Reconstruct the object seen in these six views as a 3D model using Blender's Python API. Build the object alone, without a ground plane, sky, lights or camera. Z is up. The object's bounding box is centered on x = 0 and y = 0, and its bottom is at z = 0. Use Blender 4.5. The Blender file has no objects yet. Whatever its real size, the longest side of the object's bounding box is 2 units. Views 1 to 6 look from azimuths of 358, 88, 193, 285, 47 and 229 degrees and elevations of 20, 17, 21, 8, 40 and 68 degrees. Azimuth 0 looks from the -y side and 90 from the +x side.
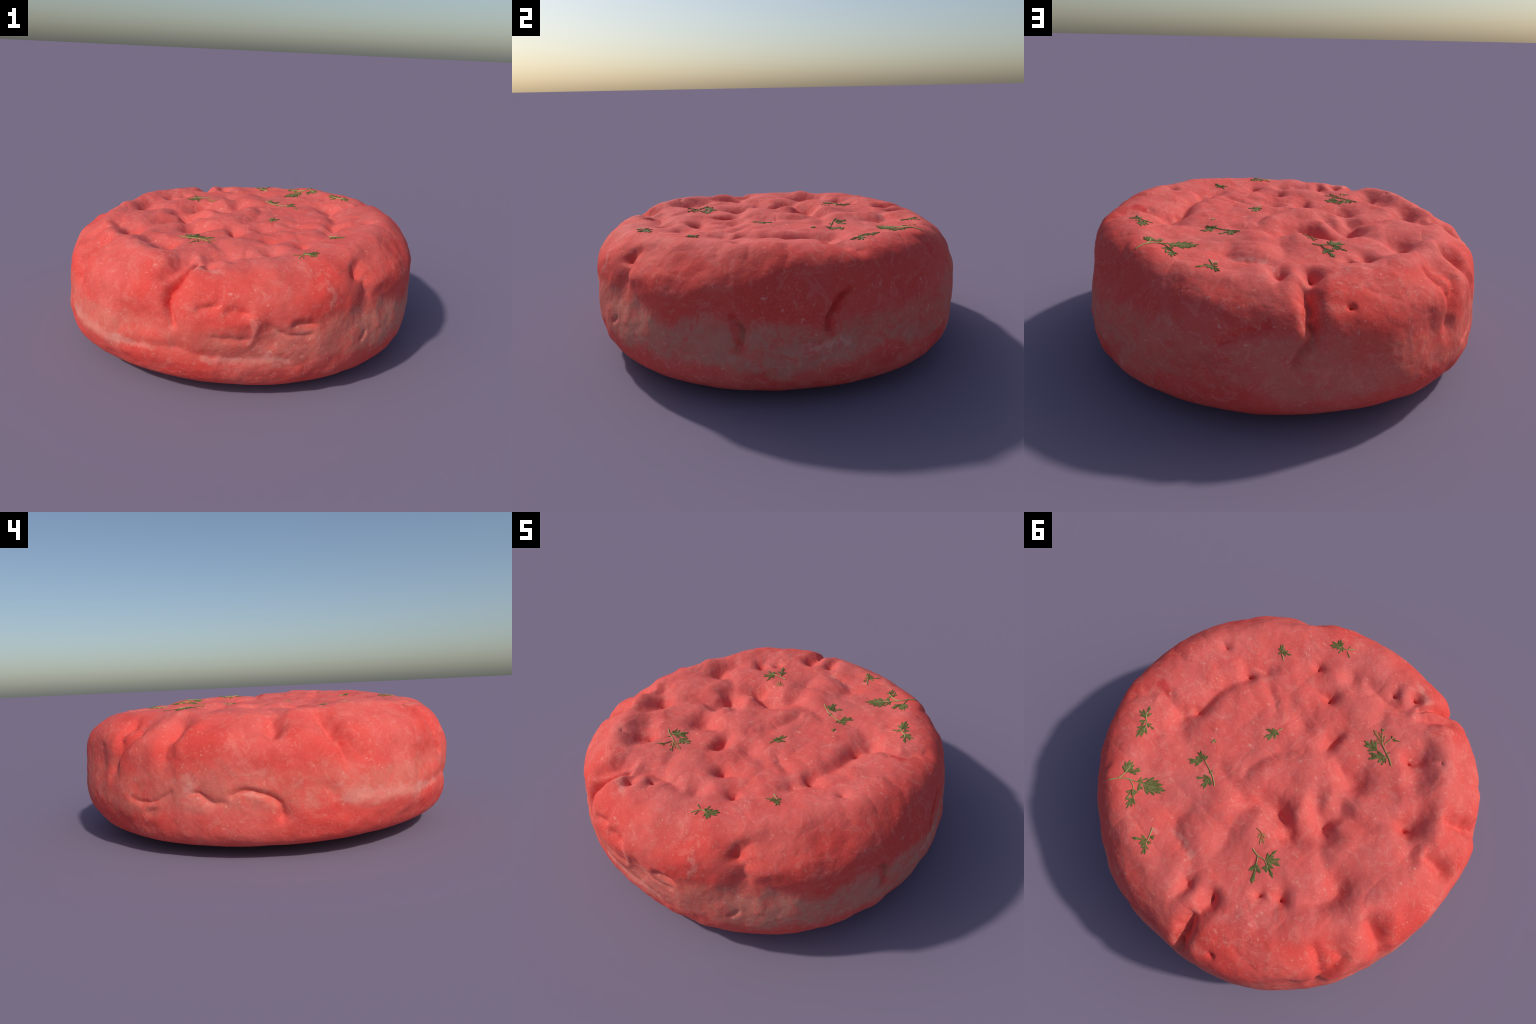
import math
import numpy as np

# ---------------------------------------------------------------- base form
# Profile of the patty (radius, height) from the middle of the top to the middle
# of the underside, at eight azimuths (45 degree steps, 0 = +x, 90 = +y).
PROFILES = [
    [(0, 0.646), (0.32, 0.638), (0.618, 0.675), (0.791, 0.689), (0.904, 0.645), (0.979, 0.535), (0.992, 0.39), (0.997, 0.237), (0.961, 0.098), (0.801, 0.025), (0.45, 0.006), (0, 0.002)],
    [(0, 0.646), (0.32, 0.64), (0.62, 0.651), (0.79, 0.677), (0.901, 0.635), (0.958, 0.526), (0.994, 0.39), (1.009, 0.234), (0.971, 0.094), (0.798, 0.035), (0.45, 0.006), (0, 0.002)],
    [(0, 0.646), (0.32, 0.654), (0.621, 0.637), (0.788, 0.635), (0.874, 0.608), (0.958, 0.527), (1, 0.39), (0.993, 0.241), (0.961, 0.11), (0.801, 0.027), (0.45, 0.006), (0, 0.002)],
    [(0, 0.646), (0.32, 0.642), (0.621, 0.64), (0.789, 0.648), (0.877, 0.616), (0.986, 0.537), (1.014, 0.39), (1.026, 0.233), (0.955, 0.093), (0.796, 0.037), (0.449, 0.006), (0, 0.002)],
    [(0, 0.646), (0.32, 0.639), (0.622, 0.635), (0.782, 0.631), (0.85, 0.588), (0.955, 0.524), (0.986, 0.389), (0.993, 0.235), (0.974, 0.09), (0.797, 0.031), (0.45, 0.006), (0, 0.002)],
    [(0, 0.646), (0.32, 0.64), (0.621, 0.642), (0.783, 0.652), (0.87, 0.607), (0.981, 0.534), (1.018, 0.391), (1.031, 0.232), (0.961, 0.091), (0.793, 0.05), (0.449, 0.006), (0, 0.002)],
    [(0, 0.646), (0.32, 0.637), (0.621, 0.644), (0.788, 0.636), (0.873, 0.608), (0.955, 0.527), (0.989, 0.39), (0.985, 0.24), (0.954, 0.108), (0.798, 0.029), (0.449, 0.006), (0, 0.002)],
    [(0, 0.646), (0.32, 0.649), (0.62, 0.661), (0.79, 0.676), (0.883, 0.62), (0.97, 0.532), (0.995, 0.391), (1.005, 0.232), (0.952, 0.088), (0.799, 0.023), (0.45, 0.006), (0, 0.002)],
]


def spline(knots, t):
    """Natural cubic spline through equally spaced knots (n, k) at t in 0..n-1."""
    n = len(knots)
    a = np.eye(n) * 4
    a[0, 0] = a[-1, -1] = 2
    for i in range(n - 1):
        a[i, i + 1] = a[i + 1, i] = 1
    rhs = np.empty_like(knots)
    rhs[1:-1] = 3 * (knots[2:] - knots[:-2])
    rhs[0] = 3 * (knots[1] - knots[0])
    rhs[-1] = 3 * (knots[-1] - knots[-2])
    m = np.linalg.solve(a, rhs)
    i = np.clip(t.astype(int), 0, n - 2)
    f = (t - i)[:, None]
    p0, p1, m0, m1 = knots[i], knots[i + 1], m[i], m[i + 1]
    return (2*f**3 - 3*f**2 + 1)*p0 + (f**3 - 2*f**2 + f)*m0 + (3*f**2 - 2*f**3)*p1 + (f**3 - f**2)*m1


def around(samples, theta):
    """Trigonometric interpolation of eight equally spaced samples (8, ...)."""
    c = np.fft.fft(samples, axis=0) / 8
    out = np.zeros((len(theta),) + samples.shape[1:])
    for k in range(-3, 4):
        e = np.exp(1j * k * theta)
        out += np.real(e.reshape((-1,) + (1,) * (samples.ndim - 1)) * c[k % 8])
    e = np.cos(4 * theta).reshape((-1,) + (1,) * (samples.ndim - 1))
    return out + e * np.real(c[4])


def base_grid(n_theta, n_row):
    """Smooth patty form: points and outward normals, (n_theta, n_row, 3)."""
    knots = np.array(PROFILES, float)
    # mirror over both poles so the caps come out round
    ext = np.concatenate([knots[:, 2:0:-1] * [-1, 1], knots, knots[:, -2:-4:-1] * [-1, 1]], 1)
    nk = knots.shape[1]
    t = np.linspace(0, nk - 1, n_row) + 2
    prof = np.stack([spline(e, t) for e in ext])
    theta = np.linspace(0, 2 * math.pi, n_theta, endpoint=False)
    rz = around(prof, theta)
    r = np.maximum(rz[..., 0], 0)
    r[:, 0] = r[:, -1] = 0
    p = np.stack([r * np.cos(theta)[:, None], r * np.sin(theta)[:, None], rz[..., 1]], -1)
    dz_r = np.gradient(r, axis=1)
    dz_z = np.gradient(p[..., 2], axis=1)
    length = np.hypot(dz_r, dz_z)
    nr, nz = -dz_z / length, dz_r / length
    n = np.stack([nr * np.cos(theta)[:, None], nr * np.sin(theta)[:, None], nz], -1)
    n[:, 0] = (0, 0, 1)
    n[:, -1] = (0, 0, -1)
    return p, n


# ---------------------------------------------------------------- relief
# Each feature: (points, width mm, depth mm, sharpness). A point is (x, y) on the
# upper face, or (azimuth in degrees, height, WALL) on the wall.
WALL = True

# valleys and folds in the upper face
TOP_VALLEYS = [
    ([(0.806, 0.334), (0.731, 0.237), (0.685, 0.216), (0.564, 0.222)], 26, 18, 0.5),
    ([(0.562, 0.227), (0.517, 0.143), (0.546, 0.038), (0.534, -0.056), (0.502, -0.158)], 28, 28, 0.6),
    ([(0.499, -0.249), (0.459, -0.298)], 26, 22, 0.5),
    ([(0.705, -0.195), (0.623, -0.209), (0.539, -0.207)], 28, 12, 0.4),
    ([(0.382, -0.212), (0.257, -0.167)], 22, 12, 0.5),
    ([(0.548, 0.261), (0.47, 0.261)], 34, 16, 0.2),
    ([(0.162, -0.605), (0.133, -0.574)], 34, 28, 0.3),
    ([(0.221, -0.39), (0.124, -0.419)], 22, 12, 0.5),
    ([(0.073, -0.64), (0.006, -0.635), (-0.067, -0.64), (-0.136, -0.668), (-0.16, -0.721), (-0.151, -0.774)], 26, 26, 0.6),
    ([(-0.26, -0.696), (-0.288, -0.749), (-0.35, -0.824)], 26, 44, 0.7),
    ([(0.133, -0.235), (0.069, -0.2)], 30, 18, 0.3),
    ([(-0.061, -0.227), (-0.042, -0.267), (-0.041, -0.315)], 28, 46, 1),
    ([(-0.166, -0.198), (-0.277, -0.18)], 26, 30, 0.6),
    ([(-0.381, -0.497), (-0.396, -0.587)], 34, 24, 0.2),
    ([(-0.476, -0.421), (-0.496, -0.487)], 32, 22, 0.2),
    ([(-0.018, 0.293), (-0.071, 0.199), (-0.13, 0.182)], 36, 26, 0.3),
    ([(-0.145, 0.185), (-0.176, 0.189), (-0.231, 0.201)], 32, 56, 1),
    ([(-0.241, 0.225), (-0.282, 0.213)], 30, 34, 0.8),
    ([(-0.29, 0.223), (-0.332, 0.18), (-0.337, 0.143)], 34, 26, 0.4),
    ([(0.129, 0.501), (0.137, 0.593)], 34, 20, 0.4),
    ([(0.098, 0.619), (0, 0.627), (-0.079, 0.647)], 24, 12, 0.5),
    ([(-0.058, 0.385), (-0.109, 0.494), (-0.125, 0.566)], 32, 12, 0.4),
    ([(-0.118, 0.706), (-0.16, 0.722)], 26, 40, 1),
    ([(-0.147, 0.791), (-0.162, 0.732)], 26, 16, 0.5),
    ([(-0.261, 0.68), (-0.277, 0.76)], 26, 36, 0.6),
    ([(-0.476, 0.468), (-0.466, 0.405)], 44, 18, 0.1),
    ([(-0.329, 0.023), (-0.347, 0.068), (-0.394, 0.08)], 36, 54, 1),
    ([(-0.257, 0.027), (-0.318, 0.011), (-0.363, -0.048), (-0.42, -0.07), (-0.46, -0.106)], 30, 28, 0.5),
    ([(-0.607, -0.239), (-0.59, -0.327)], 38, 32, 0.2),
    ([(-0.397, 0.117), (-0.459, 0.185), (-0.532, 0.204), (-0.581, 0.212)], 26, 10, 0.4),
    ([(-0.55, 0.351), (-0.595, 0.336), (-0.615, 0.261), (-0.613, 0.199)], 28, 22, 0.5),
    ([(-0.766, -0.227), (-0.805, -0.201), (-0.896, -0.24)], 26, 22, 0.6),
    ([(-0.806, 0.208), (-0.848, 0.219), (-0.889, 0.23)], 30, 22, 0.5),
    ([(-0.728, 0.473), (-0.77, 0.481), (147.5, 0.516, WALL)], 22, 22, 0.8),
    ([(-0.712, -0.411), (-0.753, -0.443), (-0.82, -0.493)], 24, 36, 0.8),
    ([(0.092, 0.203), (0.101, 0.06), (0.029, -0.126)], 24, 10, 0.5),
    ([(0.193, 0.252), (0.018, 0.258), (-0.047, 0.266)], 28, 14, 0.4),
    ([(-0.043, -0.616), (-0.107, -0.58), (-0.139, -0.486)], 24, 9, 0.5),
    ([(0.257, -0.243), (0.136, -0.206)], 28, 9, 0.4),
    ([(-0.691, -0.224), (-0.708, -0.138)], 32, 14, 0.3),
    ([(-0.065, 0.201), (-0.143, 0.171)], 30, 16, 0.4),
    ([(-0.21, -0.017), (-0.279, 0.044), (-0.338, 0.051)], 26, 16, 0.4),
    ([(0.584, 0.162), (0.512, 0.29)], 34, 10, 0.3),
    ([(-0.486, -0.144), (-0.552, -0.234)], 26, 12, 0.5),
    ([(-0.41, -0.535), (-0.451, -0.435)], 30, 14, 0.4),
]

# finger pits in the upper face
TOP_PITS = [
    ([(0.519, 0.139)], 24, 24, 1),
    ([(0.514, -0.187)], 28, 38, 1),
    ([(0.705, -0.195)], 18, 14, 1),
    ([(0.308, -0.502)], 18, 28, 1),
    ([(0.305, -0.443)], 45, 14, 0.1),
    ([(0.135, -0.428)], 26, 32, 1),
    ([(-0.061, -0.693)], 26, 30, 1),
    ([(-0.15, -0.77)], 18, 26, 1),
    ([(-0.283, -0.213)], 52, 50, 0.5),
    ([(-0.384, -0.483)], 26, 32, 1),
    ([(-0.489, -0.583)], 12, 6, 1),
    ([(-0.259, 0.674)], 28, 38, 1),
    ([(-0.453, 0.835)], 10, 20, 1),
    ([(-0.396, 0.507)], 22, 26, 1),
    ([(-0.471, 0.439)], 22, 28, 1),
    ([(-0.334, -0.074)], 34, 28, 0.6),
    ([(-0.607, -0.215)], 30, 44, 1),
    ([(-0.712, -0.145)], 40, 16, 0.3),
    ([(-0.598, 0.189)], 48, 36, 0.4),
    ([(-0.77, 0.418)], 50, 22, 0.2),
]

# lumps (negative depth = raised)
SWELLS = [
    ([(0.353, 0.015)], 190, -16, 0),
    ([(0.463, -0.201)], 34, -10, 0),
    ([(0.689, -0.072)], 120, -8, 0),
    ([(0.035, -0.493)], 120, -14, 0),
    ([(-0.074, -0.765)], 45, -8, 0),
    ([(-0.173, -0.487)], 90, -8, 0),
    ([(-0.06, -0.101), (-0.128, -0.102)], 60, -12, 0),
    ([(-0.071, 0.736)], 70, -14, 0),
    ([(-0.221, 0.722), (-0.234, 0.791)], 45, -12, 0),
    ([(0.04, 0.504)], 130, -8, 0),
    ([(-0.217, 0.392)], 110, -6, 0),
    ([(-0.472, 0.029)], 130, -12, 0),
    ([(0.009, 0.034)], 95, -16, 0),
    ([(-0.207, 0.082)], 50, -14, 0),
    ([(-0.351, -0.104)], 55, -10, 0),
    ([(0.009, 0.517)], 90, -9, 0),
    ([(-0.145, 0.296)], 60, -9, 0),
    ([(-0.534, -0.507)], 70, -12, 0),
    ([(-0.424, -0.679)], 60, -9, 0),
    ([(-0.747, 0.221)], 55, -12, 0),
    ([(-0.869, 0.107)], 50, -10, 0),
    ([(-86, 0.46, WALL), (-86.5, 0.385, WALL), (-88, 0.318, WALL)], 20, -8, 0.3),
    ([(-93.5, 0.407, WALL)], 70, -8, 0),
    ([(-171, 0.283, WALL)], 80, -5, 0),
    ([(171.5, 0.248, WALL)], 110, -4, 0),
]

# splits running down the wall
SPLITS = [
    ([(-0.203, -0.731), (-0.264, -0.836), (-0.316, -0.892), (-109.5, 0.504, WALL), (-108.5, 0.447, WALL), (-108, 0.391, WALL)], 13, 38, 1),
    ([(-0.285, -0.852), (-0.317, -0.895)], 26, 20, 0.6),
    ([(-114, 0.414, WALL)], 80, 14, 0),
    ([(-109.5, 0.518, WALL), (-108.5, 0.469, WALL)], 34, 14, 0.2),
    ([(-0.266, 0.796), (-0.308, 0.871), (109, 0.501, WALL)], 22, 66, 1),
    ([(109, 0.516, WALL), (109, 0.464, WALL), (107, 0.414, WALL), (105, 0.345, WALL)], 14, 26, 1),
    ([(-0.779, -0.468), (-0.835, -0.502), (-147.5, 0.46, WALL), (-146.5, 0.42, WALL)], 24, 34, 0.8),
    ([(-0.783, -0.21), (-0.894, -0.248)], 24, 26, 0.6),
    ([(-0.835, 0.407), (-0.86, 0.419), (149.5, 0.48, WALL), (147, 0.384, WALL)], 24, 24, 0.7),
    ([(-0.821, 0.182), (-0.925, 0.222), (166, 0.44, WALL)], 26, 20, 0.6),
    ([(0.576, 0.651), (53, 0.55, WALL)], 18, 7, 0.8),
    ([(10.5, 0.503, WALL), (8, 0.434, WALL)], 16, 7, 0.8),
    ([(-13, 0.442, WALL), (-11, 0.391, WALL), (-10, 0.346, WALL), (-11.5, 0.283, WALL)], 8, 22, 1),
    ([(17.5, 0.537, WALL), (13.5, 0.497, WALL), (11.5, 0.423, WALL), (10.5, 0.363, WALL)], 9, 30, 1),
    ([(10.5, 0.351, WALL), (9, 0.306, WALL), (4, 0.301, WALL)], 18, 8, 0.6),
    ([(-82.5, 0.412, WALL), (-76, 0.363, WALL), (-69.5, 0.357, WALL)], 14, 9, 0.8),
    ([(-97, 0.363, WALL), (-91.5, 0.346, WALL), (-87, 0.352, WALL)], 14, 8, 0.8),
    ([(-0.692, -0.571), (-134.5, 0.53, WALL), (-131.5, 0.449, WALL)], 24, 8, 0.5),
    ([(-0.818, -0.531), (-144, 0.443, WALL)], 20, 9, 0.6),
    ([(-0.762, -0.388), (-0.863, -0.421)], 14, 10, 0.8),
    ([(-123.5, 0.357, WALL), (-125, 0.299, WALL)], 24, 9, 0.6),
    ([(-133, 0.432, WALL), (-133.5, 0.316, WALL)], 30, 7, 0.5),
]

# dents, hollows and the low crease of the wall
WALL_DENTS = [
    ([(-101.5, 0.483, WALL), (-97, 0.496, WALL)], 16, 16, 0.8),
    ([(-93, 0.481, WALL), (-88.5, 0.471, WALL)], 18, 18, 0.8),
    ([(-75.5, 0.413, WALL), (-70.5, 0.413, WALL)], 16, 16, 0.9),
    ([(-84.5, 0.324, WALL), (-81.5, 0.357, WALL)], 50, 18, 0.1),
    ([(-122.5, 0.386, WALL), (-118.5, 0.38, WALL)], 50, 12, 0.1),
    ([(-125.5, 0.253, WALL), (-115.5, 0.266, WALL), (-107.5, 0.278, WALL), (-99.5, 0.252, WALL), (-88.5, 0.252, WALL), (-76.5, 0.229, WALL)], 22, 8, 0.5),
    ([(0.565, -0.711)], 26, 38, 0.9),
    ([(0.585, -0.639), (0.565, -0.698)], 20, 12, 0.8),
    ([(0.604, -0.707), (-50, 0.534, WALL), (-48, 0.469, WALL)], 24, 14, 0.8),
    ([(-53, 0.463, WALL)], 80, 20, 0),
    ([(-40.5, 0.392, WALL)], 70, 17, 0),
    ([(-53.5, 0.276, WALL), (-51, 0.305, WALL)], 8, 8, 1),
    ([(98.5, 0.507, WALL), (93, 0.471, WALL), (88.5, 0.434, WALL)], 16, 12, 0.8),
    ([(83.5, 0.335, WALL), (85, 0.291, WALL)], 24, 14, 0.7),
    ([(98, 0.462, WALL)], 110, 14, 0),
    ([(22.5, 0.335, WALL), (28, 0.368, WALL)], 60, 8, 0.1),
    ([(37, 0.265, WALL)], 45, 8, 0.2),
    ([(138.5, 0.443, WALL)], 45, 10, 0.1),
    ([(119.5, 0.35, WALL), (112, 0.328, WALL)], 40, 7, 0.1),
    ([(155.5, 0.27, WALL), (160, 0.259, WALL), (165, 0.277, WALL), (168.5, 0.305, WALL)], 9, 8, 0.9),
    ([(173.5, 0.305, WALL), (176.5, 0.3, WALL), (179.5, 0.271, WALL), (-176.5, 0.266, WALL)], 10, 10, 0.9),
    ([(-175.5, 0.294, WALL), (-173.5, 0.311, WALL), (-170.5, 0.317, WALL), (-167.5, 0.288, WALL), (-164.5, 0.247, WALL), (-163.5, 0.205, WALL)], 11, 14, 0.9),
    ([(160, 0.2, WALL), (163.5, 0.218, WALL)], 14, 8, 0.7),
    ([(-152, 0.316, WALL), (-150.5, 0.275, WALL)], 16, 7, 0.6),
    ([(-163.5, 0.211, WALL)], 26, 14, 0.8),
]

# parsley: stems and leaflets (base, tip, fingers), laid on the upper face
FADED = True
SPRIGS = [
    dict(stems=[[(0.171, 0.687), (0.147, 0.723), (0.127, 0.758)]],
         leaflets=[((0.147, 0.723), (0.117, 0.699), 2), ((0.137, 0.741), (0.187, 0.780), 3), ((0.133, 0.752), (0.141, 0.800), 2), ((0.127, 0.758), (0.097, 0.792), 4), ((0.137, 0.741), (0.104, 0.742), 2)]),
    dict(stems=[[(0.496, 0.709), (0.467, 0.666), (0.432, 0.629), (0.380, 0.597), (0.322, 0.557)], [(0.467, 0.666), (0.473, 0.617), (0.492, 0.576)], [(0.432, 0.629), (0.391, 0.637), (0.342, 0.671)]],
         leaflets=[((0.471, 0.625), (0.502, 0.567), 6), ((0.459, 0.609), (0.444, 0.558), 4), ((0.400, 0.605), (0.386, 0.561), 3), ((0.377, 0.591), (0.299, 0.540), 7), ((0.387, 0.607), (0.335, 0.630), 2), ((0.348, 0.668), (0.326, 0.715), 5), ((0.382, 0.649), (0.363, 0.697), 3), ((0.379, 0.644), (0.338, 0.649), 2)]),
    dict(stems=[[(0.664, 0.353), (0.647, 0.373), (0.616, 0.392), (0.591, 0.429)]],
         leaflets=[((0.644, 0.379), (0.699, 0.364), 4), ((0.644, 0.379), (0.676, 0.330), 3), ((0.632, 0.387), (0.637, 0.438), 2), ((0.616, 0.392), (0.578, 0.382), 3), ((0.609, 0.403), (0.589, 0.468), 5), ((0.605, 0.408), (0.574, 0.432), 2)]),
    dict(stems=[[(0.143, 0.337), (0.191, 0.312), (0.256, 0.294), (0.300, 0.285)]],
         leaflets=[((0.290, 0.295), (0.330, 0.354), 4), ((0.295, 0.290), (0.337, 0.278), 4), ((0.282, 0.287), (0.310, 0.255), 2), ((0.211, 0.313), (0.230, 0.284), 2), ((0.192, 0.326), (0.229, 0.373), 3), ((0.189, 0.327), (0.176, 0.387), 4), ((0.189, 0.327), (0.154, 0.371), 2)]),
    dict(stems=[[(0.332, 0.204), (0.329, 0.186)]],
         leaflets=[((0.334, 0.201), (0.326, 0.166), 2)]),
    dict(stems=[[(0.162, -0.117), (0.170, -0.079)]],
         leaflets=[((0.168, -0.085), (0.205, -0.053), 3), ((0.169, -0.082), (0.176, -0.015), 4), ((0.168, -0.084), (0.139, -0.063), 2)]),
    dict(stems=[[(0.461, -0.380), (0.503, -0.400)]],
         leaflets=[((0.503, -0.400), (0.535, -0.433), 4), ((0.503, -0.400), (0.513, -0.373), 2), ((0.499, -0.404), (0.457, -0.427), 3), ((0.499, -0.404), (0.484, -0.435), 2)]),
    dict(stems=[[(0.268, -0.717), (0.295, -0.678), (0.329, -0.674)]],
         leaflets=[((0.323, -0.677), (0.367, -0.636), 5), ((0.323, -0.677), (0.360, -0.691), 4), ((0.315, -0.675), (0.303, -0.635), 3), ((0.287, -0.676), (0.254, -0.663), 1), ((0.291, -0.686), (0.295, -0.711), 1)]),
    dict(stems=[[(-0.336, -0.393), (-0.287, -0.417), (-0.228, -0.439), (-0.181, -0.484)], [(-0.297, -0.409), (-0.251, -0.372)], [(-0.234, -0.449), (-0.236, -0.496)]],
         leaflets=[((-0.230, -0.399), (-0.159, -0.394), 5), ((-0.287, -0.403), (-0.225, -0.347), 4), ((-0.291, -0.400), (-0.304, -0.362), 3), ((-0.241, -0.494), (-0.268, -0.514), 3), ((-0.236, -0.496), (-0.223, -0.513), 2), ((-0.266, -0.417), (-0.282, -0.434), 1), ((-0.177, -0.486), (-0.162, -0.514), 2), ((-0.228, -0.439), (-0.157, -0.457), 3, FADED), ((-0.222, -0.455), (-0.173, -0.475), 3, FADED)]),
    dict(stems=[[(-0.217, 0.392), (-0.257, 0.395), (-0.291, 0.386), (-0.329, 0.399)], [(-0.257, 0.395), (-0.285, 0.431)]],
         leaflets=[((-0.297, 0.381), (-0.295, 0.322), 3), ((-0.297, 0.381), (-0.350, 0.333), 4), ((-0.311, 0.384), (-0.371, 0.405), 3), ((-0.318, 0.393), (-0.330, 0.438), 2), ((-0.279, 0.421), (-0.330, 0.489), 3), ((-0.285, 0.431), (-0.283, 0.470), 2)]),
    dict(stems=[[(-0.158, 0.317), (-0.186, 0.315), (-0.209, 0.329)]],
         leaflets=[((-0.186, 0.315), (-0.228, 0.345), 4, FADED), ((-0.186, 0.315), (-0.186, 0.342), 2, FADED), ((-0.188, 0.313), (-0.219, 0.307), 2, FADED)]),
]

# colour accents on the surface: from, to, width
RED_SPLITS = [
    ((-0.290, -0.842, 0.603), (-0.309, -0.898, 0.558), 0.035),
    ((-0.336, -0.923, 0.509), (-0.310, -0.954, 0.408), 0.022),
    ((-0.153, 0.965, 0.512), (-0.077, 0.980, 0.487), 0.04),
    ((-0.069, 0.983, 0.477), (0.026, 0.992, 0.434), 0.025),
    ((-0.791, -0.475, 0.569), (-0.847, -0.539, 0.449), 0.028),
    ((0.970, -0.215, 0.436), (0.981, -0.191, 0.294), 0.028),
    ((0.952, 0.237, 0.502), (0.975, 0.190, 0.363), 0.035),
    ((-0.315, 0.941, 0.501), (-0.303, 0.962, 0.414), 0.03),
    ((0.752, 0.201, 0.689), (0.687, 0.210, 0.685), 0.035),
    ((-0.801, -0.215, 0.605), (-0.882, -0.245, 0.560), 0.025),
]
FAT_STREAKS = [
    ((0.087, 0.621, 0.637), (0.027, 0.608, 0.638), 0.022),
    ((0.000, 0.618, 0.637), (-0.073, 0.640, 0.637), 0.02),
    ((0.060, -0.979, 0.445), (0.043, -0.987, 0.324), 0.016),
    ((-0.864, -0.551, 0.275), (-0.598, -0.838, 0.259), 0.05),
    ((-0.222, -0.799, 0.631), (-0.103, -0.836, 0.624), 0.03),
    ((0.416, -0.835, 0.560), (0.429, -0.880, 0.456), 0.018),
    ((-0.164, -0.980, 0.235), (0.229, -0.956, 0.234), 0.03),
    ((-0.598, -0.838, 0.259), (-0.405, -0.932, 0.272), 0.03),
    ((-0.978, 0.137, 0.367), (-0.982, 0.121, 0.328), 0.04),
    ((-0.984, -0.130, 0.311), (-0.975, -0.216, 0.294), 0.02),
    ((0.168, 0.675, 0.639), (0.149, 0.673, 0.638), 0.02),
    ((0.992, 0.087, 0.306), (0.962, 0.267, 0.306), 0.02),
]

def lattice_noise(p, scale, seed):
    """Smooth value noise in -1..1 at points (n, 3)."""
    rng = np.random.default_rng(seed)
    table = rng.uniform(-1, 1, (32, 32, 32))
    q = p * scale + 100.37
    i = np.floor(q).astype(int)
    f = q - i
    f = f * f * f * (f * (f * 6 - 15) + 10)
    out = np.zeros(len(p))
    for dx in (0, 1):
        for dy in (0, 1):
            for dz in (0, 1):
                w = (f[:, 0] if dx else 1 - f[:, 0]) * (f[:, 1] if dy else 1 - f[:, 1]) * (f[:, 2] if dz else 1 - f[:, 2])
                out += w * table[(i[:, 0] + dx) % 32, (i[:, 1] + dy) % 32, (i[:, 2] + dz) % 32]
    return out


def anchor_points(points, p, n):
    """Feature points -> places on the base form."""
    out = []
    for q in points:
        if len(q) == 3:                          # on the wall: azimuth, height
            a = math.radians(q[0])
            side = np.abs(n[:, 2]) < .9
            d = (p[:, 0] - np.cos(a) * np.hypot(p[:, 0], p[:, 1]))**2 + (p[:, 1] - np.sin(a) * np.hypot(p[:, 0], p[:, 1]))**2 + (p[:, 2] - q[1])**2
            d = np.where(side, d, 9)
        else:
            d = (p[:, 0] - q[0])**2 + (p[:, 1] - q[1])**2 + np.where(n[:, 2] > .1, 0, 9)
        out.append(p[np.argmin(d)])
    return np.array(out)


def along_path(path, spacing):
    """Points along a smooth curve through the path, with a depth that fades to both ends."""
    if len(path) == 1:
        return path, np.ones(1)
    curve = spline(path, np.linspace(0, len(path) - 1, 40 * len(path)))
    run = np.r_[0, np.cumsum(np.linalg.norm(np.diff(curve, axis=0), axis=1))]
    t = np.linspace(0, 1, max(int(run[-1] / spacing) + 2, 4))
    curve = np.stack([np.interp(t * run[-1], run, curve[:, i]) for i in range(3)], 1)
    return curve, .5 + .5 * np.sqrt(np.sin(np.pi * t) + 1e-9)


RELIEF = 1.4          # overall depth of the cuts


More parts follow.
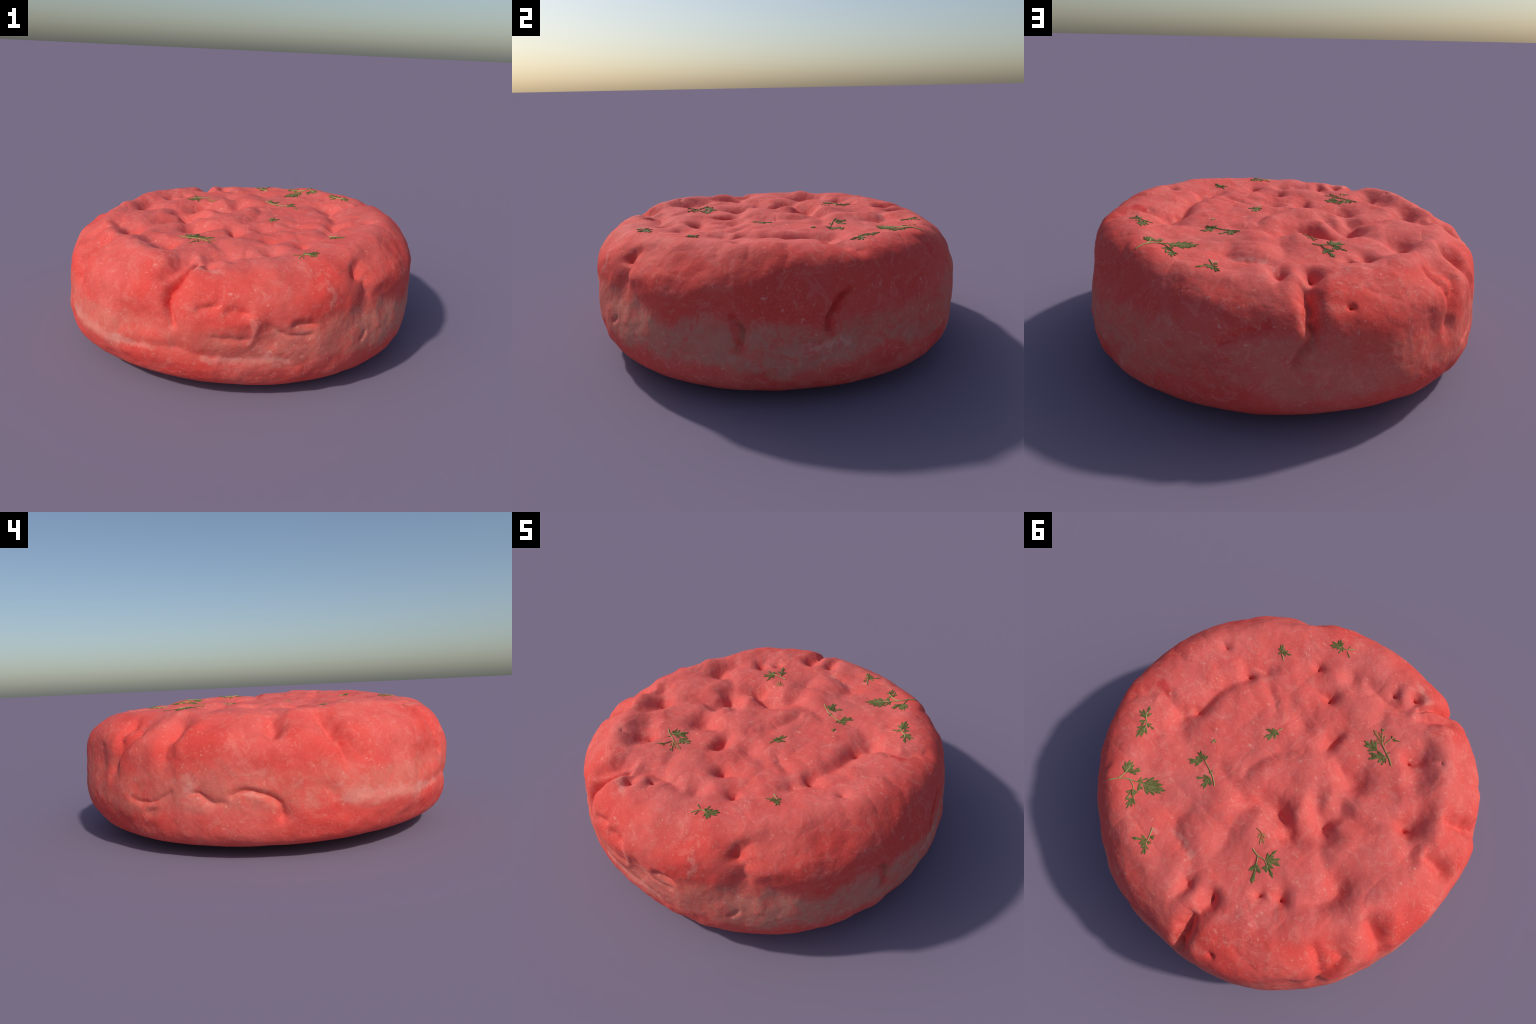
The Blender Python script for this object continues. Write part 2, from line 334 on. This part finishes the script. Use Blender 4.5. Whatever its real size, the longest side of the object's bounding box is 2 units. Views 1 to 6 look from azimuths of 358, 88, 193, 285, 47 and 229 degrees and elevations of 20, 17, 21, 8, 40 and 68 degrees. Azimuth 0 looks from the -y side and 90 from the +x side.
def relief(p3, n3):
    shape = p3.shape[:-1]
    p, n = p3.reshape(-1, 3), n3.reshape(-1, 3)
    coarse_p, coarse_n = base_grid(360, 200)
    coarse_p, coarse_n = coarse_p.reshape(-1, 3), coarse_n.reshape(-1, 3)
    wobble = np.stack([lattice_noise(p, 14, s) for s in (11, 12, 13)], 1) * .008
    wobble += np.stack([lattice_noise(p, 34, s) for s in (14, 15, 16)], 1) * .003
    cut = np.zeros(len(p))
    swell = np.zeros(len(p))
    for points, width, depth, sharp in TOP_VALLEYS + TOP_PITS + SWELLS + SPLITS + WALL_DENTS:
        path = anchor_points(points, coarse_p, coarse_n)
        w, d = width * .001, depth * .001
        reach = 5 * w + .03
        lo, hi = path.min(0) - reach, path.max(0) + reach
        near = np.where(((p > lo) & (p < hi)).all(1))[0]
        here = p[near] + wobble[near]
        power = np.zeros(len(near))
        for c, fade in zip(*along_path(path, w * .3)):
            x = np.linalg.norm(here - c, axis=1) / w
            soft = np.exp(-x * x * (.8 if d < 0 else .36))
            x = np.sqrt(x * x + .03) - .173
            cusp = np.exp(-x * 1.05) * np.clip(1.25 - x * .25, 0, 1)   # crease between puffy lumps
            power += (fade * ((1 - .8 * sharp) * soft + .8 * sharp * cusp))**10
        f = np.minimum(power**(1 / 10), 1.15)
        if d < 0:
            swell[near] -= d * f
        else:
            cut[near] += RELIEF * d * f
            if sharp == 1 and len(points) == 1:                                # black slit at the bottom of a pit
                turn = 2.3 * points[0][0] + 4.1 * points[0][1]
                off = here - path[0]
                u = off[:, 0] * math.cos(turn) + off[:, 1] * math.sin(turn)
                v = off[:, 1] * math.cos(turn) - off[:, 0] * math.sin(turn)
                cut[near] += .7 * d * np.exp(-(u / (.55 * w))**2 - (v / (.22 * w))**2 - (off[:, 2] / w)**2)
    cut = .115 * np.tanh(cut / .115)
    face = np.clip((n[:, 2] - .55) / .35, 0, 1)
    puffy = 1 - np.abs(lattice_noise(p + 1.5 * wobble, 7, 21)) * 2.2          # rounded hills with creases between
    swell += face * (.006 * lattice_noise(p, 8, 22) - .0024 * np.clip(puffy, 0, 1)**2)
    lumps = .0075 * lattice_noise(p, 5.5, 1) + .0050 * lattice_noise(p, 12, 2) + .0016 * lattice_noise(p, 27, 3) + .0006 * lattice_noise(p, 60, 4)
    under = np.clip((n[:, 2] + 1) / .5, .25, 1)
    return (swell - cut + lumps * under).reshape(shape)


def patty_points(n_theta, n_row):
    p, n = base_grid(n_theta, n_row)
    q = p + n * relief(p, n)[..., None]
    q[:, 0] = q[:, 0].mean(0)
    q[:, -1] = q[:, -1].mean(0)
    q[..., 2] = np.maximum(q[..., 2], 0)
    return q
# ---------------------------------------------------------------- build
import bpy
from mathutils import Vector
from mathutils.bvhtree import BVHTree
N_THETA, N_ROW = 1240, 680


# ---------------------------------------------------------------- materials
class Nodes:
    """Small helper that wires shader nodes."""

    def __init__(self, name):
        self.mat = bpy.data.materials.new(name)
        self.mat.use_nodes = True
        self.tree = self.mat.node_tree
        self.bsdf = self.tree.nodes["Principled BSDF"]
        self.coord = self.tree.nodes.new("ShaderNodeTexCoord").outputs["Object"]

    def link(self, value, socket):
        if isinstance(value, (int, float)):
            socket.default_value = value
        elif isinstance(value, tuple):
            socket.default_value = value if len(value) == len(socket.default_value) else value + (1,)
        else:
            self.tree.links.new(value, socket)

    def math(self, op, a, b=0.0, c=0.0, clamp=False):
        n = self.tree.nodes.new("ShaderNodeMath")
        n.operation = op
        n.use_clamp = clamp
        for v, s in zip((a, b, c), n.inputs):
            self.link(v, s)
        return n.outputs[0]

    def vmath(self, op, a, b=(0., 0., 0.), out="Vector"):
        n = self.tree.nodes.new("ShaderNodeVectorMath")
        n.operation = op
        self.link(a, n.inputs[0])
        if op == "SCALE":
            self.link(b, n.inputs["Scale"])
        else:
            self.link(b, n.inputs[1])
        return n.outputs[out]

    def noise(self, scale, detail=4, rough=.55, distortion=0., vector=None, color=False):
        n = self.tree.nodes.new("ShaderNodeTexNoise")
        self.link(vector or self.coord, n.inputs["Vector"])
        n.inputs["Scale"].default_value = scale
        n.inputs["Detail"].default_value = detail
        n.inputs["Roughness"].default_value = rough
        n.inputs["Distortion"].default_value = distortion
        return n.outputs["Color" if color else "Fac"]

    def voronoi(self, scale, vector=None, feature="F1"):
        n = self.tree.nodes.new("ShaderNodeTexVoronoi")
        n.feature = feature
        self.link(vector or self.coord, n.inputs["Vector"])
        n.inputs["Scale"].default_value = scale
        return n.outputs["Distance"]

    def step(self, x, lo, hi, a=0., b=1.):
        n = self.tree.nodes.new("ShaderNodeMapRange")
        n.interpolation_type = "SMOOTHSTEP"
        self.link(x, n.inputs[0])
        for v, s in zip((lo, hi, a, b), n.inputs[1:5]):
            self.link(v, s)
        return n.outputs[0]

    def mix(self, fac, a, b):
        n = self.tree.nodes.new("ShaderNodeMix")
        n.data_type = "RGBA"
        self.link(fac, n.inputs[0])
        self.link(a, n.inputs[6])
        self.link(b, n.inputs[7])
        return n.outputs[2]

    def mapping(self, vector, scale, rotation=(0., 0., 0.)):
        n = self.tree.nodes.new("ShaderNodeMapping")
        self.link(vector, n.inputs["Vector"])
        n.inputs["Scale"].default_value = scale
        n.inputs["Rotation"].default_value = rotation
        return n.outputs[0]

    def streak(self, a, b, width, warped):
        """Mask: 1 on the segment a-b, fading out over width."""
        a, b = np.array(a), np.array(b)
        d = b - a
        rel = self.vmath("SUBTRACT", warped, tuple(map(float, a)))
        t = self.math("DIVIDE", self.vmath("DOT_PRODUCT", rel, tuple(map(float, d)), "Value"), float(d @ d), clamp=True)
        n = self.tree.nodes.new("ShaderNodeVectorMath")
        n.operation = "SCALE"
        n.inputs[0].default_value = tuple(map(float, d))
        self.link(t, n.inputs["Scale"])
        dist = self.vmath("DISTANCE", rel, n.outputs[0], "Value")
        return self.step(dist, width * .35, width, 1., 0.)


def meat_material():
    k = Nodes("raw_minced_meat")
    warp = k.vmath("SCALE", k.vmath("SUBTRACT", k.noise(6, 5, .6, color=True), (.5, .5, .5)), .16)
    warped = k.vmath("ADD", k.coord, warp)
    near_warp = k.vmath("ADD", k.coord, k.vmath("SCALE", k.vmath("SUBTRACT", k.noise(22, 4, .6, color=True), (.5, .5, .5)), .055))
    warped_streak = k.vmath("ADD", k.coord, k.vmath("SCALE", k.vmath("SUBTRACT", k.noise(13, 5, .7, color=True), (.5, .5, .5)), .13))
    sep = k.tree.nodes.new("ShaderNodeSeparateXYZ")
    k.link(warped, sep.inputs[0])
    z = sep.outputs["Z"]

    # lean meat: red with pinker and deeper patches
    patch = k.step(k.noise(2.6, 6, .6, .5), .38, .70)
    col = k.mix(patch, LEAN_RED, LEAN_PINK)
    deep = k.step(k.noise(4.3, 5, .6, 1.), .55, .75)
    col = k.mix(k.math("MULTIPLY", deep, .45), col, LEAN_DEEP)
    raw = k.tree.nodes.new("ShaderNodeSeparateXYZ")
    k.link(k.coord, raw.inputs[0])
    flat = k.vmath("MULTIPLY", warped, (1., 1., 0.))
    top_tone = k.math("MULTIPLY", k.step(k.vmath("LENGTH", flat, out="Value"), .74, .92, 1., 0.), k.step(z, .45, .5))   # duller pink blended in over the upper face, fading towards the rim
    col = k.mix(k.math("MULTIPLY", top_tone, k.step(k.noise(5, 6, .65, 1.5), .30, .70, .35, .85)), col, TOP_PINK)

    # ring of pale connective tissue and fat low on the wall
    band_z = k.math("ADD", z, k.math("MULTIPLY", k.math("SUBTRACT", k.noise(3.2, 2), .5), .22))
    ring = k.math("MULTIPLY", k.step(band_z, .19, .25), k.step(k.math("SUBTRACT", band_z, k.step(raw.outputs["Y"], .5, .9, 0., .07)), .35, .44, 1., 0.))
    ring = k.math("MULTIPLY", ring, k.step(k.noise(2.1, 3, .5), .30, .55, .35, 1.))
    ring = k.math("MULTIPLY", ring, k.step(k.noise(13, 7, .7, .8), .36, .58, .35, 1.))
    ring = k.math("MULTIPLY", ring, k.step(raw.outputs["X"], .3, .85, .5, 1.))
    ring = k.math("MULTIPLY", ring, k.step(raw.outputs["Y"], .4, .9, 1., .95))
    tan = k.mix(k.noise(9, 6, .65, 1.), TISSUE, TISSUE_GREY)
    col = k.mix(k.math("MULTIPLY", ring, .85, clamp=True), col, tan)

    for a, b, w in RED_SPLITS:
        col = k.mix(k.math("MULTIPLY", k.streak(a, b, w, near_warp), .55), col, SPLIT_RED)
    for a, b, w in FAT_STREAKS:
        col = k.mix(k.math("MULTIPLY", k.streak(a, b, w, warped_streak), .30), col, FAT)

    # wisps, fibres and flecks of fat
    swirl = k.noise(8, 9, .68, 2.6)
    wisp = k.math("MULTIPLY", k.step(swirl, .53, .62), k.step(swirl, .62, .72, 1., 0.))
    col = k.mix(k.math("MULTIPLY", wisp, .15), col, FAT)
    fibre = k.noise(30, 6, .7, 4.0, vector=k.mapping(warped, (1., 1., 2.2), (.5, .3, .8)))
    col = k.mix(k.math("MULTIPLY", k.step(fibre, .54, .70), .30), col, FAT)
    col = k.mix(k.math("MULTIPLY", k.step(fibre, .46, .32), .28), col, LEAN_DEEP)
    for scale, seed, amount in ((7, 3., .18), (14, 9., .20)):   # hair-thin threads
        n = k.noise(scale, 3, .55, 1.6, vector=k.vmath("ADD", k.coord, (seed, 0., seed)))
        thread = k.step(k.math("ABSOLUTE", k.math("SUBTRACT", n, .5)), .0, .016, 1., 0.)
        thread = k.math("MULTIPLY", thread, k.step(k.noise(scale * .5, 3), .50, .68))
        col = k.mix(k.math("MULTIPLY", thread, amount), col, FLECK)
    for scale, rot, size, amount in ((11, (.4, .9, .2), .15, .42), (34, (1.2, .3, .7), .24, .26), (19, (.1, 1.5, .4), .19, .42)):
        v = k.voronoi(scale, k.mapping(near_warp, (1., 1.9, 1.3), rot))
        some = k.step(k.noise(scale * .3, 2), .46, .60)
        col = k.mix(k.math("MULTIPLY", k.math("MULTIPLY", k.step(v, size * .1, size * 1.15, 1., 0.), some), amount), col, FLECK)
    k.link(col, k.bsdf.inputs["Base Color"])

    k.link(k.step(k.noise(7, 5), .3, .7, .62, .78), k.bsdf.inputs["Roughness"])
    k.bsdf.inputs["Specular IOR Level"].default_value = .15
    grain = k.math("ADD", k.math("MULTIPLY", fibre, .5), k.noise(70, 5, .6, 1.))
    bump = k.tree.nodes.new("ShaderNodeBump")
    bump.inputs["Strength"].default_value = .35
    bump.inputs["Distance"].default_value = .004
    k.link(k.math("ADD", grain, k.math("MULTIPLY", swirl, .8)), bump.inputs["Height"])
    k.link(bump.outputs[0], k.bsdf.inputs["Normal"])
    return k.mat


def herb_material(name, dark, light):
    k = Nodes(name)
    vein = k.step(k.noise(45, 4, .6, 1.5), .35, .65)
    col = k.mix(vein, dark, light)
    info = k.tree.nodes.new("ShaderNodeObjectInfo")
    col = k.mix(k.math("MULTIPLY", info.outputs["Random"], .35), col, light)
    k.link(col, k.bsdf.inputs["Base Color"])
    k.bsdf.inputs["Roughness"].default_value = .65
    k.bsdf.inputs["Specular IOR Level"].default_value = .2
    return k.mat


LEAN_RED = (.78, .074, .058)
LEAN_PINK = (.79, .130, .105)
LEAN_DEEP = (.66, .062, .055)
TOP_PINK = (.74, .145, .128)  # duller pink for the upper face
TISSUE = (.66, .235, .165)
TISSUE_GREY = (.48, .23, .17)
SPLIT_RED = (.72, .028, .026)
FAT = (.86, .40, .32)
FLECK = (.90, .47, .37)


# ---------------------------------------------------------------- geometry
def link(ob, parent):
    bpy.context.scene.collection.objects.link(ob)
    ob.parent = parent
    return ob


def grid_mesh(name, q):
    nt, nr = q.shape[:2]
    inner = q[:, 1:-1].reshape(-1, 3)
    verts = np.concatenate([inner, q[:1, 0], q[:1, -1]])
    w = nr - 2
    top, bottom = nt * w, nt * w + 1
    i = np.arange(nt)
    j = (i + 1) % nt
    k = np.arange(w - 1)
    a = (i[:, None] * w + k).ravel()
    b = (j[:, None] * w + k).ravel()
    quads = np.stack([a, a + 1, b + 1, b], 1)
    t1 = np.stack([np.full(nt, top), i * w, j * w], 1)
    t2 = np.stack([np.full(nt, bottom), j * w + w - 1, i * w + w - 1], 1)
    faces = quads.tolist() + t1.tolist() + t2.tolist()
    me = bpy.data.meshes.new(name)
    me.from_pydata(verts.tolist(), [], faces)
    me.update()
    me.shade_smooth()
    return me


def strip_solid(verts, faces, rows):
    """Append a closed thin solid: rows of [left, crown, right, under] points."""
    start = len(verts)
    for row in rows:
        verts.extend(row)
    for r in range(len(rows) - 1):
        a, b = start + 4 * r, start + 4 * r + 4
        for c in range(4):
            d = (c + 1) % 4
            faces.append((a + c, a + d, b + d, b + c))
    faces.append((start + 3, start + 2, start + 1, start))
    e = start + 4 * (len(rows) - 1)
    faces.append((e, e + 1, e + 2, e + 3))


def ribbon(verts, faces, path, half_widths, lift, drape):
    """Blade laid over the meat along a 2D path, crowned along its middle."""
    rows = []
    path = np.array(path)
    tang = np.gradient(path, axis=0)
    tang /= np.linalg.norm(tang, axis=1)[:, None] + 1e-9
    side = np.stack([-tang[:, 1], tang[:, 0]], 1)
    for p, s, w in zip(path, side, half_widths):
        l, r = p + s * w, p - s * w
        zl, zm, zr = drape(l), drape(p), drape(r)
        zm = max(zm, (zl + zr) / 2)
        rows.append([(l[0], l[1], zl + lift * .45), (p[0], p[1], zm + lift), (r[0], r[1], zr + lift * .45), (p[0], p[1], min(zl, zm, zr) - .004)])
    strip_solid(verts, faces, rows)


def mesh_object(name, verts, faces, mat, parent):
    me = bpy.data.meshes.new(name)
    me.from_pydata([tuple(map(float, v)) for v in verts], [], faces)
    me.update()
    import bmesh
    bm = bmesh.new()
    bm.from_mesh(me)
    bmesh.ops.recalc_face_normals(bm, faces=bm.faces)
    bm.to_mesh(me)
    bm.free()
    me.materials.append(mat)
    return link(bpy.data.objects.new(name, me), parent)


def leaflet(base, tip, fingers, drape, rng, mat, parent):
    base, tip = np.array(base), np.array(tip)
    axis = tip - base
    length = np.linalg.norm(axis)
    verts, faces = [], []
    spread = {1: 0, 2: .35, 3: .62, 4: .8, 5: .95, 6: 1.05, 7: 1.1}[fingers]
    for i in range(fingers):
        u = 0 if fingers == 1 else 2 * i / (fingers - 1) - 1
        angle = spread * u * .62 + rng.uniform(-.07, .07)
        c, s = math.cos(angle), math.sin(angle)
        d = np.array([axis[0] * c - axis[1] * s, axis[0] * s + axis[1] * c])
        reach = (1 - .38 * abs(u)**1.3) * rng.uniform(.9, 1.08)
        root = base + axis * (.16 * (1 - abs(u)))
        t = np.linspace(0, 1, 9)[:, None]
        bend = np.array([-d[1], d[0]]) * u * .10
        path = root + d * reach * t + bend * t * t
        w = length * (.085 if fingers > 2 else .11) * np.interp(t[:, 0], [0, .2, .5, .72, .9, 1], [.35, .55, .95, 1.15, .7, .08])
        ribbon(verts, faces, path, np.maximum(w, .0007), .0032 + .0004 * (i % 3), drape)
        for sgn in (-1, 1):                       # side teeth of the finger
            if fingers > 1 and rng.random() < .8:
                q = root + d * reach * rng.uniform(.5, .66)
                e = np.array([d[0] * math.cos(.5) - sgn * d[1] * math.sin(.5), sgn * d[0] * math.sin(.5) + d[1] * math.cos(.5)])
                tooth = q + e * reach * .26 * np.linspace(0, 1, 5)[:, None]
                ribbon(verts, faces, tooth, length * .055 * np.array([.8, 1, .9, .6, .1]) + .0005, .0028, drape)
    return mesh_object("leaflet", verts, faces, mat, parent)


root = bpy.data.objects.new("raw_burger_patty", None)
bpy.context.scene.collection.objects.link(root)
root["label"] = "thick round raw pink minced meat patty with parsley bits"
root["category"] = "burger patty"

q = patty_points(N_THETA, N_ROW)
body = grid_mesh("meat", q)
body.materials.append(meat_material())
meat = link(bpy.data.objects.new("meat", body), root)

tree = BVHTree.FromPolygons([v.co for v in body.vertices], [p.vertices for p in body.polygons])


def drape(p):
    hit = tree.ray_cast(Vector((p[0], p[1], 2)), Vector((0, 0, -1)))
    return hit[0].z if hit[0] else .6


green = herb_material("parsley_green", (.085, .084, .022), (.205, .195, .060))
stalk_green = herb_material("parsley_stalk", (.26, .27, .08), (.42, .39, .16))
faded = herb_material("parsley_faded", (.36, .13, .055), (.46, .20, .09))
rng = np.random.default_rng(7)
for sprig in SPRIGS:
    pale = all(len(l) == 4 for l in sprig["leaflets"])
    verts, faces = [], []
    for k, stem in enumerate(sprig["stems"]):
        pts = np.array(stem, float)
        fine = spline(pts, np.linspace(0, len(pts) - 1, 6 * len(pts))) if len(pts) > 2 else pts[0] + (pts[1] - pts[0]) * np.linspace(0, 1, 8)[:, None]
        w = np.linspace(.0036 if k == 0 else .0026, .0016, len(fine))
        ribbon(verts, faces, fine, w, .0052, drape)
    stem_ob = mesh_object("parsley_sprig", verts, faces, faded if pale else stalk_green, root)
    for l in sprig["leaflets"]:
        leaflet(l[0], l[1], l[2], drape, rng, faded if len(l) == 4 else green, stem_ob)
